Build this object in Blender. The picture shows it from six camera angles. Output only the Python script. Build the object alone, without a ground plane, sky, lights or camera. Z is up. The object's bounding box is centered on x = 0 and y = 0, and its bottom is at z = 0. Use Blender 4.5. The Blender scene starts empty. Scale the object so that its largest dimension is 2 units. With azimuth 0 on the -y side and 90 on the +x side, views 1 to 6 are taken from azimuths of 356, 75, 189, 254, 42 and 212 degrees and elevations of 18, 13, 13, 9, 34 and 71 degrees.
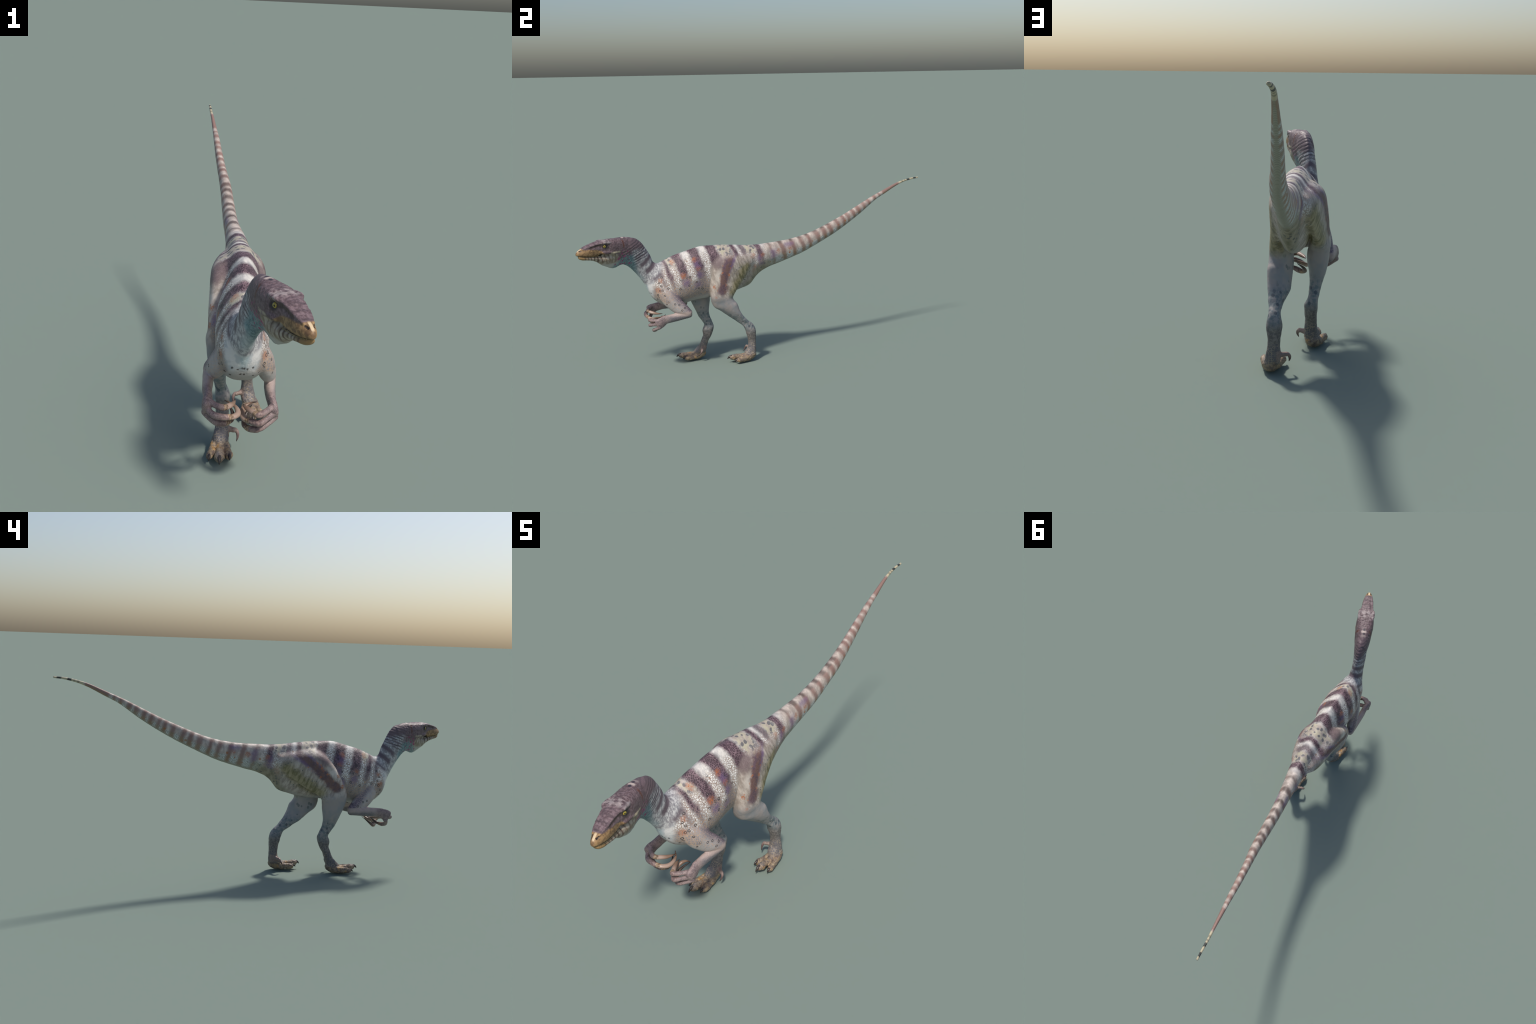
"""A slender two-legged theropod dinosaur, striding, built part by part.

Frame: metres, z up, the animal faces -y, its left side is +x.
The hide is one continuous surface: tapered lofts for head, trunk and limbs are
united, smoothed, and then split by region into named parts.  Claws, eyes and
teeth are meshes of their own.  All colour is procedural, on Object coordinates.
"""
import bpy, math, random
import numpy as np

random.seed(7)
VOXEL = 0.0021
V = lambda *a: np.array(a, float)

# ------------------------------------------------------------------ lofting
def unit(a):
    return a / (np.linalg.norm(a, axis=-1, keepdims=True) + 1e-12)


def smooth_rows(rows, sub):
    """Catmull-Rom through rows of numbers (any width), chord spaced on the first three."""
    P = np.asarray(rows, float)
    n = len(P)
    d = np.linalg.norm(np.diff(P[:, :3], axis=0), axis=1) + 1e-6
    t = np.concatenate([[0], np.cumsum(np.sqrt(d))])
    m = np.zeros_like(P)
    m[1:-1] = (P[2:] - P[:-2]) / (t[2:] - t[:-2])[:, None]
    m[0] = (P[1] - P[0]) / (t[1] - t[0])
    m[-1] = (P[-1] - P[-2]) / (t[-1] - t[-2])
    out = []
    for i in range(n - 1):
        h = t[i + 1] - t[i]
        for k in range(sub):
            s = k / sub
            a, b = 2 * s**3 - 3 * s**2 + 1, s**3 - 2 * s**2 + s
            c, e = -2 * s**3 + 3 * s**2, s**3 - s**2
            out.append(a * P[i] + b * h * m[i] + c * P[i + 1] + e * h * m[i + 1])
    out.append(P[-1])
    return np.array(out)


class Hide:
    """Collects closed lofts; remembers which part each one belongs to."""

    def __init__(self):
        self.verts, self.faces, self.n = [], [], 0
        self.marks = []      # (part name, centre, mean radius) for splitting the hide later

    def rings(self, rings, part, centres, radii):
        rings = np.asarray(rings)
        m, k = rings.shape[:2]
        base = self.n
        self.verts.append(rings.reshape(-1, 3))
        self.verts.append(np.array([rings[0].mean(0), rings[-1].mean(0)]))
        self.n += m * k + 2
        for i in range(m - 1):
            a, b = base + i * k, base + (i + 1) * k
            for j in range(k):
                q = (j + 1) % k
                self.faces.append((a + j, a + q, b + q, b + j))
        c0, c1, last = base + m * k, base + m * k + 1, base + (m - 1) * k
        for j in range(k):
            q = (j + 1) % k
            self.faces.append((c0, base + q, base + j))
            self.faces.append((c1, last + j, last + q))
        if part:
            for c, r in zip(centres, radii):
                self.marks.append((part, c, r))


def superellipse(k, nt, nb):
    a = np.linspace(0, 2 * math.pi, k, endpoint=False)
    c, s = np.cos(a), np.sin(a)
    up = s >= 0
    n = np.where(up, nt, nb)
    return np.sign(c) * np.abs(c) ** (2 / n), np.sign(s) * np.abs(s) ** (2 / n), up


def limb(hide, part, stations, lateral=(1, 0, 0), sub=6, k=28, power=2.0):
    """Tapered tube: stations are (x, y, z, half depth, half breadth)."""
    R = smooth_rows(stations, sub)
    C = R[:, :3]
    T = unit(np.gradient(C, axis=0))
    lat = np.asarray(lateral, float)
    L = unit(lat - (T @ lat)[:, None] * T)
    U = np.cross(T, L)
    cx, sx, _ = superellipse(k, power, power)
    rings = []
    for i in range(len(C)):
        rings.append(C[i] + np.outer(cx * R[i, 4], L[i]) + np.outer(sx * R[i, 3], U[i]))
    # round both ends
    for end, sgn in ((0, -1), (-1, 1)):
        r = min(R[end, 3], R[end, 4]) * 0.9
        for f in (0.5, 0.8, 0.95):
            ring = C[end] + (rings[end if end == 0 else -1] - C[end]) * 0
            g = math.sqrt(1 - f * f)
            ring = (C[end] + sgn * T[end] * r * f + np.outer(cx * R[end, 4] * g, L[end]) + np.outer(sx * R[end, 3] * g, U[end]))
            if end == 0:
                rings.insert(0, ring)
            else:
                rings.append(ring)
    hide.rings(rings, part, C, np.maximum(R[:, 3], R[:, 4]) * 0.5 + np.minimum(R[:, 3], R[:, 4]) * 0.5)


def plate_limb(hide, part, stations, **kw):
    """Limb given by its side profile: (front y, front z, back y, back z, x, half breadth, thinning to the rear, sideways lean and thinning of the front edge)."""
    rows = []
    for fy, fz, by, bz, x, hw, *more in stations:
        rows.append((x, (fy + by) / 2, (fz + bz) / 2, math.hypot(fy - by, fz - bz) / 2, hw, more[0] if more else 0.0, more[1] if len(more) > 1 else 0.0, more[2] if len(more) > 2 else 0.0))
    C = np.array(rows)
    S = np.array([unit(V(0, s[2] - s[0], s[3] - s[1])) for s in stations])
    R = smooth_rows(np.hstack([C, S]), 6)
    k = 40
    cx, sx, _ = superellipse(k, 2.6, 2.6)
    rear = np.clip((1 - sx) / 2, 0, 1)
    rings = [r[:3] + np.outer(cx * r[4] * (1 - r[5] * rear ** 0.9) * (1 - r[7] * np.clip(sx, 0, 1) ** 2), V(1, 0, 0)) + np.outer(sx * r[3], -unit(r[8:11])) + np.outer(sx * r[6], V(1, 0, 0)) for r in R]
    hide.rings(rings, part, R[:, :3], (R[:, 3] + R[:, 4]) / 2)


# ------------------------------------------------------------------ trunk: neck, torso, tail
MID_Y = [-1.0, -.97, -.82, -.76, -.71, -.67, -.63, -.59, -.5, -.32, -.02, .2, .42, .6, .76, .9, 1.0]
MID_X = [.121, .11, .06, .033, .013, -.004, -.016, -.018, -.014, -.008, -.016, -.035, -.051, -.078, -.0985, -.1160, -.1225]


def mid_x(y):
    return np.interp(y, MID_Y, MID_X)


# dorsal y, z; ventral y, z; half width; height of widest level (0 ventral, 1 dorsal); power above, below
TRUNK = [
    (-.735, .738, -.795, .618, .030, .50, 2.2, 2.0),
    (-.702, .740, -.768, .606, .033, .52, 1.7, 2.0),
    (-.670, .719, -.737, .588, .031, .52, 1.7, 2.0),
    (-.642, .681, -.704, .553, .029, .50, 1.7, 2.0),
    (-.616, .636, -.672, .508, .030, .46, 1.7, 1.8),
    (-.602, .597, -.645, .464, .037, .44, 1.8, 1.8),
    (-.576, .584, -.630, .428, .053, .42, 1.9, 2.2),
    (-.540, .600, -.606, .388, .065, .40, 1.65, 2.5),
    (-.490, .622, -.545, .350, .0775, .40, 1.6, 2.5),
    (-.435, .638, -.465, .349, .083, .44, 1.55, 2.3),
    (-.375, .656, -.390, .365, .079, .46, 1.55, 2.3),
    (-.320, .665, -.320, .371, .060, .48, 1.75, 2.2),
    (-.255, .6645, -.250, .378, .062, .54, 2.15, 2.1),
    (-.190, .660, -.185, .388, .064, .56, 2.1, 2.0),
    (-.125, .655, -.125, .404, .057, .58, 1.9, 1.8),
    (-.070, .651, -.066, .424, .047, .60, 1.75, 1.6),
    (-.030, .650, -.022, .474, .045, .58, 1.75, 1.6),
    (.025, .651, .035, .508, .038, .57, 2.0, 1.65),
    (.080, .653, .100, .530, .0325, .55, 2.0, 1.75),
    (.140, .657, .165, .550, .0285, .53, 2.0, 1.85),
    (.220, .669, .250, .579, .0265, .5, 2.0, 2.0),
    (.310, .693, .340, .620, .0245, .5, 2.0, 2.0),
    (.415, .734, .445, .672, .022, .5, 2.0, 2.0),
    (.510, .775, .540, .726, .018, .5, 2.0, 2.0),
    (.600, .819, .627, .782, .0155, .5, 2.0, 2.0),
    (.690, .864, .710, .842, .0125, .5, 2.0, 2.0),
    (.765, .8965, .780, .879, .0095, .5, 2.0, 2.0),
    (.840, .929, .850, .9155, .0070, .5, 2.0, 2.0),
    (.900, .9475, .905, .9365, .0058, .5, 2.0, 2.0),
    (.955, .958, .957, .948, .0052, .5, 2.0, 2.0),
    (.997, .9605, .997, .9525, .0046, .5, 2.0, 2.0),
]


def trunk(hide):
    rows = []
    for dy, dz, vy, vz, w, h, nt, nb in TRUNK:
        cy, cz = vy + (dy - vy) * h, vz + (dz - vz) * h
        L = math.hypot(dy - vy, dz - vz)
        rows.append((mid_x(cy), cy, cz, w, L * (1 - h), L * h, (dy - vy) / L, (dz - vz) / L, nt, nb, .4 * (mid_x(dy) - mid_x(cy)), .6 * (mid_x(vy) - mid_x(cy))))
    R = smooth_rows(rows, 8)
    T = unit(np.gradient(R[:, :3], axis=0))
    k = 56
    rings, cen, rad = [], [], []
    for r, t in zip(R, T):
        heading = unit(V(t[0], t[1], 0))
        lat = V(-heading[1], heading[0], 0)
        if lat[0] < 0:
            lat = -lat
        up = unit(V(0, r[6], r[7]))
        cx, sx, top = superellipse(k, r[8], r[9])
        hgt = np.where(top, r[4], r[5])
        lean = np.where(top, r[10], r[11]) * np.abs(sx)
        ring = r[:3] + np.outer(cx * r[3], lat) + np.outer(sx * hgt, up) + np.outer(lean, V(1, 0, 0))
        rings.append(ring)
        cen.append(r[:3])
        rad.append(r[3])
    hide.rings(rings, None, [], [])
    return np.array(cen), np.array(rad)


# ------------------------------------------------------------------ head
SNOUT = V(.122, -1.003, 0)
HEAD_BACK = V(-.353, .935, 0)      # from the snout to the nape
HEAD_SIDE = V(.935, .353, 0)       # towards the animal's left


def head_point(t, u, z):
    """t: metres behind the snout, u: to the left, z: height."""
    return SNOUT + HEAD_BACK * t + HEAD_SIDE * u + V(0, 0, z)


# t, top z, bottom z, half width, height of widest level, power above, below
SKULL = [
    (.001, .698, .687, .0045, .45, 2.0, 2.2),
    (.006, .7045, .6845, .0095, .40, 2.0, 2.4),
    (.014, .7115, .6825, .0140, .36, 2.0, 2.8),
    (.028, .7185, .6795, .0195, .32, 2.1, 3.0),
    (.048, .7265, .6765, .0245, .32, 2.2, 3.0),
    (.072, .7345, .6735, .0275, .36, 2.3, 3.0),
    (.100, .7425, .6720, .0290, .40, 2.6, 3.0),
    (.122, .7460, .6735, .0310, .46, 2.7, 2.8),
    (.140, .7485, .6765, .0355, .52, 2.7, 2.4),
    (.160, .7490, .6700, .0395, .52, 2.7, 2.2),
    (.185, .7495, .6500, .0435, .55, 3.0, 2.0),
    (.215, .7495, .6300, .0430, .56, 2.7, 2.0),
    (.245, .7495, .6150, .0410, .56, 2.5, 2.0),
    (.275, .7490, .6080, .0375, .52, 2.0, 2.0),
    (.305, .7430, .6060, .0325, .50, 1.8, 2.0),
    (.330, .7300, .6060, .0270, .50, 1.8, 2.0),
]
JAW = [
    (.012, .6805, .6735, .0060, .5, 2.2, 2.0),
    (.017, .6810, .6660, .0120, .5, 2.4, 2.0),
    (.032, .6800, .6600, .0175, .5, 2.6, 2.2),
    (.058, .6765, .6560, .0215, .5, 2.6, 2.2),
    (.088, .6735, .6490, .0235, .52, 2.6, 2.0),
    (.112, .6725, .6370, .0250, .55, 2.4, 1.8),
    (.138, .6700, .6180, .0260, .58, 2.2, 1.6),
    (.165, .6800, .6040, .0310, .62, 2.0, 1.5),
    (.192, .6900, .5920, .0330, .66, 2.0, 1.4),
    (.215, .6900, .5940, .0320, .66, 2.0, 1.4),
    (.240, .6900, .6020, .0300, .62, 2.0, 1.6),
    (.275, .6800, .6060, .0280, .58, 2.0, 1.8),
]


def head(hide):
    for table in (SKULL, JAW):
        R = smooth_rows([(t, 0, 0, a, b, w, h, nt, nb) for t, a, b, w, h, nt, nb in table], 6)
        rings, cen = [], []
        for r in R:
            t, a, b, w, h, nt, nb = r[0], r[3], r[4], r[5], r[6], r[7], r[8]
            zc = b + (a - b) * h
            cx, sx, top = superellipse(40, nt, nb)
            o = head_point(t, 0, zc)
            rings.append(o + np.outer(cx * w, HEAD_SIDE) + np.outer(sx * np.where(top, a - zc, zc - b), V(0, 0, 1)))
            cen.append(o)
        hide.rings(rings, None, [], [])
    # palate and tongue close the mouth inside
    limb(hide, None, [(*head_point(.030, 0, .680), .004, .008), (*head_point(.080, 0, .675), .007, .013), (*head_point(.130, 0, .674), .009, .017), (*head_point(.200, 0, .676), .012, .018)], lateral=HEAD_SIDE)
    for s in (-1, 1):
        # ridge from the brow to the nostril
        limb(hide, None, [(*head_point(.030, s * .012, .7140), .004, .004), (*head_point(.060, s * .0185, .7235), .0050, .0050), (*head_point(.095, s * .0225, .7320), .0055, .0055), (*head_point(.128, s * .0265, .7370), .006, .006)], lateral=HEAD_SIDE)
        # brow shelf, cheek bulge behind the mouth, spindle under the ear, nostril rim
        limb(hide, None, [(*head_point(.124, s * .025, .7385), .005, .006), (*head_point(.138, s * .0315, .7400), .0075, .0095), (*head_point(.162, s * .0340, .7380), .0075, .0085), (*head_point(.195, s * .031, .7315), .006, .006)], lateral=HEAD_SIDE)
        limb(hide, None, [(*head_point(.122, s * .023, .690), .006, .006), (*head_point(.150, s * .032, .688), .010, .009), (*head_point(.185, s * .037, .686), .008, .007)], lateral=HEAD_SIDE)
        limb(hide, None, [(*head_point(.175, s * .037, .682), .004, .004), (*head_point(.198, s * .0405, .682), .0065, .0055), (*head_point(.225, s * .038, .686), .003, .003)], lateral=HEAD_SIDE)


# ------------------------------------------------------------------ limbs
def legs(hide):
    plate_limb(hide, "leg.R", [
        (-.240, .632, -.035, .596, -.048, .034, .42), (-.285, .602, -.045, .560, -.064, .054, .48),
        (-.330, .556, -.098, .502, -.074, .051, .60), (-.368, .495, -.178, .448, -.081, .0455, .65),
        (-.396, .445, -.250, .408, -.082, .041, .4), (-.405, .405, -.279, .381, -.084, .038),
        (-.402, .364, -.284, .360, -.080, .039), (-.389, .329, -.287, .331, -.079, .037),
        (-.369, .283, -.292, .296, -.079, .029), (-.354, .247, -.294, .266, -.075, .022),
        (-.338, .221, -.289, .237, -.071, .0195), (-.325, .196, -.278, .212, -.068, .0188),
        (-.335, .173, -.272, .186, -.061, .0235, 0, .002), (-.336, .155, -.276, .164, -.061, .0235, 0, .002),
        (-.335, .138, -.286, .138, -.060, .0215, 0, .002), (-.344, .114, -.303, .108, -.060, .0210, 0, .002),
        (-.357, .084, -.314, .086, -.059, .0225, 0, .000), (-.372, .064, -.320, .060, -.061, .0245, 0, -.006),
        (-.391, .045, -.331, .034, -.063, .0255), (-.392, .026, -.345, .014, -.064, .0190)])
    plate_limb(hide, "leg.L", [
        (-.208, .632, -.045, .596, .020, .032, .45, 0, .3), (-.262, .600, -.058, .552, .033, .050, .58, 0, .5),
        (-.294, .545, -.095, .496, .039, .048, .62, 0, .6), (-.303, .480, -.126, .452, .040, .0450, .55, 0, .55),
        (-.304, .427, -.152, .420, .040, .0415, .3, 0, .3), (-.302, .383, -.178, .378, .037, .040),
        (-.294, .345, -.173, .357, 0.0355, .0375, 0, -0.008), (-.279, .319, -.157, .337, 0.0360, .0362, 0, -0.012),
        (-.244, .295, -.144, .299, 0.0345, .0335, 0, -0.014), (-.196, .257, -.128, .269, 0.0320, .030, 0, -0.014),
        (-.154, .225, -.099, .234, .036, .0205, 0, -0.008), (-.123, .200, -.067, .206, .036, .0200),
        (-.112, .176, -.053, .176, .035, .0260), (-.105, .150, -.052, .147, .034, .0255),
        (-.098, .123, -.053, .118, .034, .0206), (-.096, .095, -.054, .090, .034, .0210),
        (-.101, .070, -.053, .060, .037, .0245), (-.119, .047, -.059, .034, .041, .0255), (-.122, .026, -.076, .014, .046, .0190)])


# the foot is described once, for the right side, and mirrored with a shift for the left
def foot_point(side, p):
    x, y, z = p
    if side == "R":
        return (x, y, z)
    inward = min(max((x + .045) / .02, 0), 1)        # the left sickle toe is held a little further forward
    return (-.0171 - x - .006 * inward, y + .266 - .012 * inward * (z > .03), z)


TOES = {
    "middle": [(-.064, -.350, .032, .024, .021), (-.066, -.375, .024, .021, .018), (-.067, -.405, .0235, .0165, .0145), (-.068, -.430, .0265, .0145, .0140), (-.069, -.452, .0285, .0165, .0175), (-.0692, -.4645, .0290, .0130, .0140)],
    "inner": [(-.056, -.352, .031, .020, .017), (-.047, -.380, .0215, .017, .0145), (-.042, -.408, .0205, .0150, .0130), (-.0385, -.428, .0205, .0142, .0138), (-.0372, -.4370, .0205, .0115, .0115)],
    "outer": [(-.076, -.355, .031, .020, .017), (-.086, -.385, .0205, .017, .0145), (-.094, -.412, .0195, .0148, .0130), (-.0993, -.4300, .0195, .0132, .0125), (-.1008, -.4370, .0195, .0105, .0105)],
    "sickle": [(-.050, -.338, .062, .016, .014), (-.038, -.342, .066, .0120, .0110), (-.026, -.346, .0660, .0085, .0085), (-.0175, -.3500, .0655, .0082, .0082)],
}
# claws: centre line and radius
TOE_CLAWS = {
    "middle": [(-.0692, -.4600, .0330, .0095), (-.0694, -.4700, .0345, .0082), (-.0695, -.4800, .0310, .0055), (-.0695, -.4870, .0235, .0022)],
    "inner": [(-.0375, -.4330, .0250, .0085), (-.0365, -.4420, .0260, .0072), (-.0358, -.4505, .0240, .0048), (-.0354, -.4570, .0195, .0018)],
    "outer": [(-.1008, -.4330, .0225, .0080), (-.1018, -.4410, .0235, .0068), (-.1026, -.4490, .0205, .0044), (-.1033, -.4540, .0155, .0018)],
    "sickle": [(-.0220, -.3485, .0665, .0070), (-.0140, -.3505, .0660, .0068), (-.0085, -.3545, .0580, .0058), (-.0080, -.3610, .0465, .0040), (-.0117, -.3675, .0350, .0012)],
}


def feet(hide):
    for side in "RL":
        for name, st in TOES.items():
            limb(hide, f"toe.{side}.{name}", [(*foot_point(side, s[:3]), s[3], s[4]) for s in st])
        # ball of the foot
        limb(hide, f"foot.{side}", [(*foot_point(side, (-.062, -.345, .037)), .026, .025), (*foot_point(side, (-.067, -.366, .021)), .0215, .027), (*foot_point(side, (-.068, -.388, .019)), .017, .027)])


ARMS = {
    "L": dict(
        arm=[(.035, -.556, .442, .042, .027), (.053, -.529, .404, .046, .030), (.063, -.497, .366, .041, .027), (.073, -.462, .336, .034, .0235), (.079, -.434, .316, .024, .020)],
        fore=[(.080, -.430, .311, .0185, .0175), (.079, -.455, .3085, .0210, .0180), (.0760, -.495, .3010, .0225, .0175), (.0755, -.535, .2950, .0220, .0155), (.0770, -.568, .2905, .0240, .0130)],
        palm=[(.0765, -.562, .291, .0230, .0130), (.081, -.583, .280, .0280, .0135), (.083, -.600, .271, .0285, .0130)],
        first=[(0.0820, -0.5880, 0.2890, 0.0122, 0.0109), (0.0650, -0.6120, 0.2880, 0.0093, 0.0090), (0.0460, -0.6320, 0.2860, 0.0097, 0.0094), (0.0330, -0.6390, 0.2850, 0.0100, 0.0097), (0.0245, -0.6310, 0.2845, 0.0090, 0.0088)],
        second=[(0.0840, -0.5970, 0.2720, 0.0112, 0.0104), (0.0620, -0.6220, 0.2650, 0.0086, 0.0083), (0.0390, -0.6380, 0.2580, 0.0108, 0.0099), (0.0200, -0.6250, 0.2540, 0.0098, 0.0095), (0.0020, -0.6070, 0.2510, 0.0087, 0.0085)],
        third=[(0.0865, -0.5920, 0.2550, 0.0117, 0.0104), (0.0630, -0.6100, 0.2400, 0.0093, 0.0088), (0.0380, -0.6190, 0.2285, 0.0110, 0.0099), (0.0160, -0.6080, 0.2215, 0.0107, 0.0099), (0.0010, -0.5970, 0.2225, 0.0081, 0.0078)]),
    "R": dict(
        arm=[(-.055, -.550, .455, .045, .025), (-.072, -.525, .412, .047, .029), (-.088, -.492, .374, .042, .027), (-.100, -.455, .345, .035, .0235), (-.109, -.428, .328, .025, .020)],
        fore=[(-.110, -.423, .3235, .0180, .0165), (-.1115, -.455, .3235, .0205, .0175), (-.1130, -.500, .3210, .0220, .0170), (-.115, -.550, .3180, .0225, .0150), (-.113, -.590, .3120, .0240, .0135)],
        palm=[(-.114, -.585, .312, .0230, .0130), (-.117, -.606, .304, .0275, .0135), (-.118, -.620, .296, .0285, .0130)],
        first=[(-0.1120, -0.6120, 0.3150, 0.0122, 0.0109), (-0.0940, -0.6270, 0.3110, 0.0091, 0.0088), (-0.0740, -0.6360, 0.3070, 0.0098, 0.0095), (-0.0600, -0.6280, 0.3035, 0.0089, 0.0087)],
        second=[(-0.1160, -0.6160, 0.2990, 0.0112, 0.0109), (-0.1060, -0.6370, 0.2920, 0.0090, 0.0088), (-0.0900, -0.6460, 0.2855, 0.0106, 0.0103), (-0.0650, -0.6430, 0.2795, 0.0100, 0.0097), (-0.0430, -0.6340, 0.2750, 0.0088, 0.0086)],
        third=[(-0.1210, -0.6080, 0.2780, 0.0117, 0.0109), (-0.1060, -0.6190, 0.2625, 0.0091, 0.0088), (-0.0860, -0.6220, 0.2500, 0.0110, 0.0104), (-0.0640, -0.6150, 0.2440, 0.0102, 0.0099), (-0.0500, -0.6070, 0.2440, 0.0081, 0.0078)]),
}
HAND_CLAWS = {
    "L": dict(first=[(.0260, -.6310, .2845, .0092), (.0170, -.6180, .2840, .0092), (.0040, -.5980, .2830, .0078), (-.0050, -.5790, .2825, .0042), (-.0080, -.5670, .2822, .0012)],
              second=[(.0060, -.6100, .2515, .0092), (-.0040, -.5980, .2505, .0092), (-.0105, -.5780, .2545, .0092), (-.0050, -.5570, .2640, .0076), (.0110, -.5490, .2730, .0042), (.0340, -.5500, .2800, .0012)],
              third=[(.0060, -.6010, .2225, .0076), (-.0030, -.5920, .2260, .0082), (-.0030, -.5770, .2380, .0068), (.0070, -.5600, .2530, .0042), (.0210, -.5420, .2665, .0011)]),
    "R": dict(first=[(-.0620, -.6300, .3040, .0092), (-.0540, -.6180, .3010, .0092), (-.0420, -.5990, .2970, .0078), (-.0345, -.5790, .2950, .0042), (-.0310, -.5610, .2944, .0012)],
              second=[(-.0470, -.6360, .2760, .0092), (-.0360, -.6280, .2735, .0092), (-.0250, -.6080, .2705, .0092), (-.0250, -.5850, .2720, .0078), (-.0370, -.5600, .2755, .0045), (-.0620, -.5390, .2780, .0012)],
              third=[(-.0540, -.6090, .2450, .0078), (-.0430, -.6000, .2470, .0084), (-.0380, -.5860, .2560, .0068), (-.0430, -.5720, .2670, .0040), (-.0530, -.5600, .2780, .0011)]),
}


def arms(hide):
    for side, a in ARMS.items():
        limb(hide, f"arm.{side}", a["arm"])
        limb(hide, f"arm.{side}", a["fore"])
        limb(hide, f"hand.{side}", a["palm"], lateral=(1, 0, 0))
        for f in ("first", "second", "third"):
            limb(hide, f"finger.{side}.{f}", a[f], lateral=(0, 0, 1))


# ------------------------------------------------------------------ hide: unite, smooth, split
def build_hide():
    hide = Hide()
    trunk(hide)
    head(hide)
    legs(hide)
    feet(hide)
    arms(hide)
    me = bpy.data.meshes.new("hide")
    me.from_pydata(np.vstack(hide.verts).tolist(), [], hide.faces)
    ob = bpy.data.objects.new("hide", me)
    bpy.context.scene.collection.objects.link(ob)
    mod = ob.modifiers.new("unite", "REMESH")
    mod.mode = "VOXEL"
    mod.voxel_size = VOXEL
    mod.adaptivity = 0
    dg = bpy.context.evaluated_depsgraph_get()
    out = bpy.data.meshes.new_from_object(ob.evaluated_get(dg))
    bpy.data.objects.remove(ob)
    bpy.data.meshes.remove(me)
    nv = len(out.vertices)
    co = np.empty(nv * 3)
    out.vertices.foreach_get("co", co)
    co = co.reshape(-1, 3)
    ed = np.empty(len(out.edges) * 2, np.int64)
    out.edges.foreach_get("vertices", ed)
    ed = ed.reshape(-1, 2)
    faces = [tuple(p.vertices) for p in out.polygons]
    bpy.data.meshes.remove(out)
    deg = np.bincount(ed.ravel(), minlength=nv).astype(float)

    def average(c):
        s = np.empty_like(c)
        for a in range(3):
            s[:, a] = np.bincount(ed[:, 0], c[ed[:, 1], a], nv) + np.bincount(ed[:, 1], c[ed[:, 0], a], nv)
        return s / deg[:, None]

    for _ in range(14):                       # Taubin smoothing: no shrinkage
        co = co + 0.55 * (average(co) - co)
        co = co - 0.57 * (average(co) - co)
    for _ in range(2):
        co = co + 0.5 * (average(co) - co)
    # the thigh melts into the rump and the shoulder into the chest: extra smoothing there
    x, y, z = co.T

    def ramp(v, a, b):
        return np.clip((v - a) / (b - a), 0, 1)

    hip = ramp(z, .50, .58) * ramp(y, -.34, -.29) * ramp(y, .10, .0)
    rump = ramp(z, .40, .45) * ramp(y, -.20, -.12) * ramp(y, .10, .0)
    shoulder = ramp(z, .37, .42) * ramp(y, -.64, -.60) * ramp(y, -.43, -.48) * ramp(z, .56, .50)
    brow = .5 * ramp(z, .66, .70) * ramp(y, -.76, -.79) * ramp(y, -.90, -.885)
    def melt(co, weight, times):
        keep = np.nonzero((weight[ed[:, 0]] > 0) | (weight[ed[:, 1]] > 0))[0]
        ids, e = np.unique(ed[keep], return_inverse=True)
        e = e.reshape(-1, 2)
        c, w, m = co[ids].copy(), weight[ids][:, None], len(ids)
        n = np.bincount(e.ravel(), minlength=m)[:, None].astype(float)
        for _ in range(times):
            mean = np.stack([np.bincount(e[:, 0], c[e[:, 1], a], m) + np.bincount(e[:, 1], c[e[:, 0], a], m) for a in range(3)], 1) / n
            c += .5 * w * (mean - c)
        co = co.copy()
        co[ids] = c
        return co

    co = melt(co, np.maximum.reduce([hip, .8 * rump, .55 * shoulder]), 190)
    co = melt(co, brow, 16)
    # nostril pits
    for s in (-1, 1):
        for t0, u0, z0, r0, deep in ((.0180, .0095, .7098, .0030, .0030), (.0225, .0120, .7114, .0032, .0028)):
            g = np.exp(-((np.linalg.norm(co - head_point(t0, s * u0, z0), axis=1) / r0) ** 2))
            co = co + (g * deep)[:, None] * unit(-HEAD_SIDE * s + HEAD_BACK * .3 - V(0, 0, .8))
    return hide, relief(co, faces), faces


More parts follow.
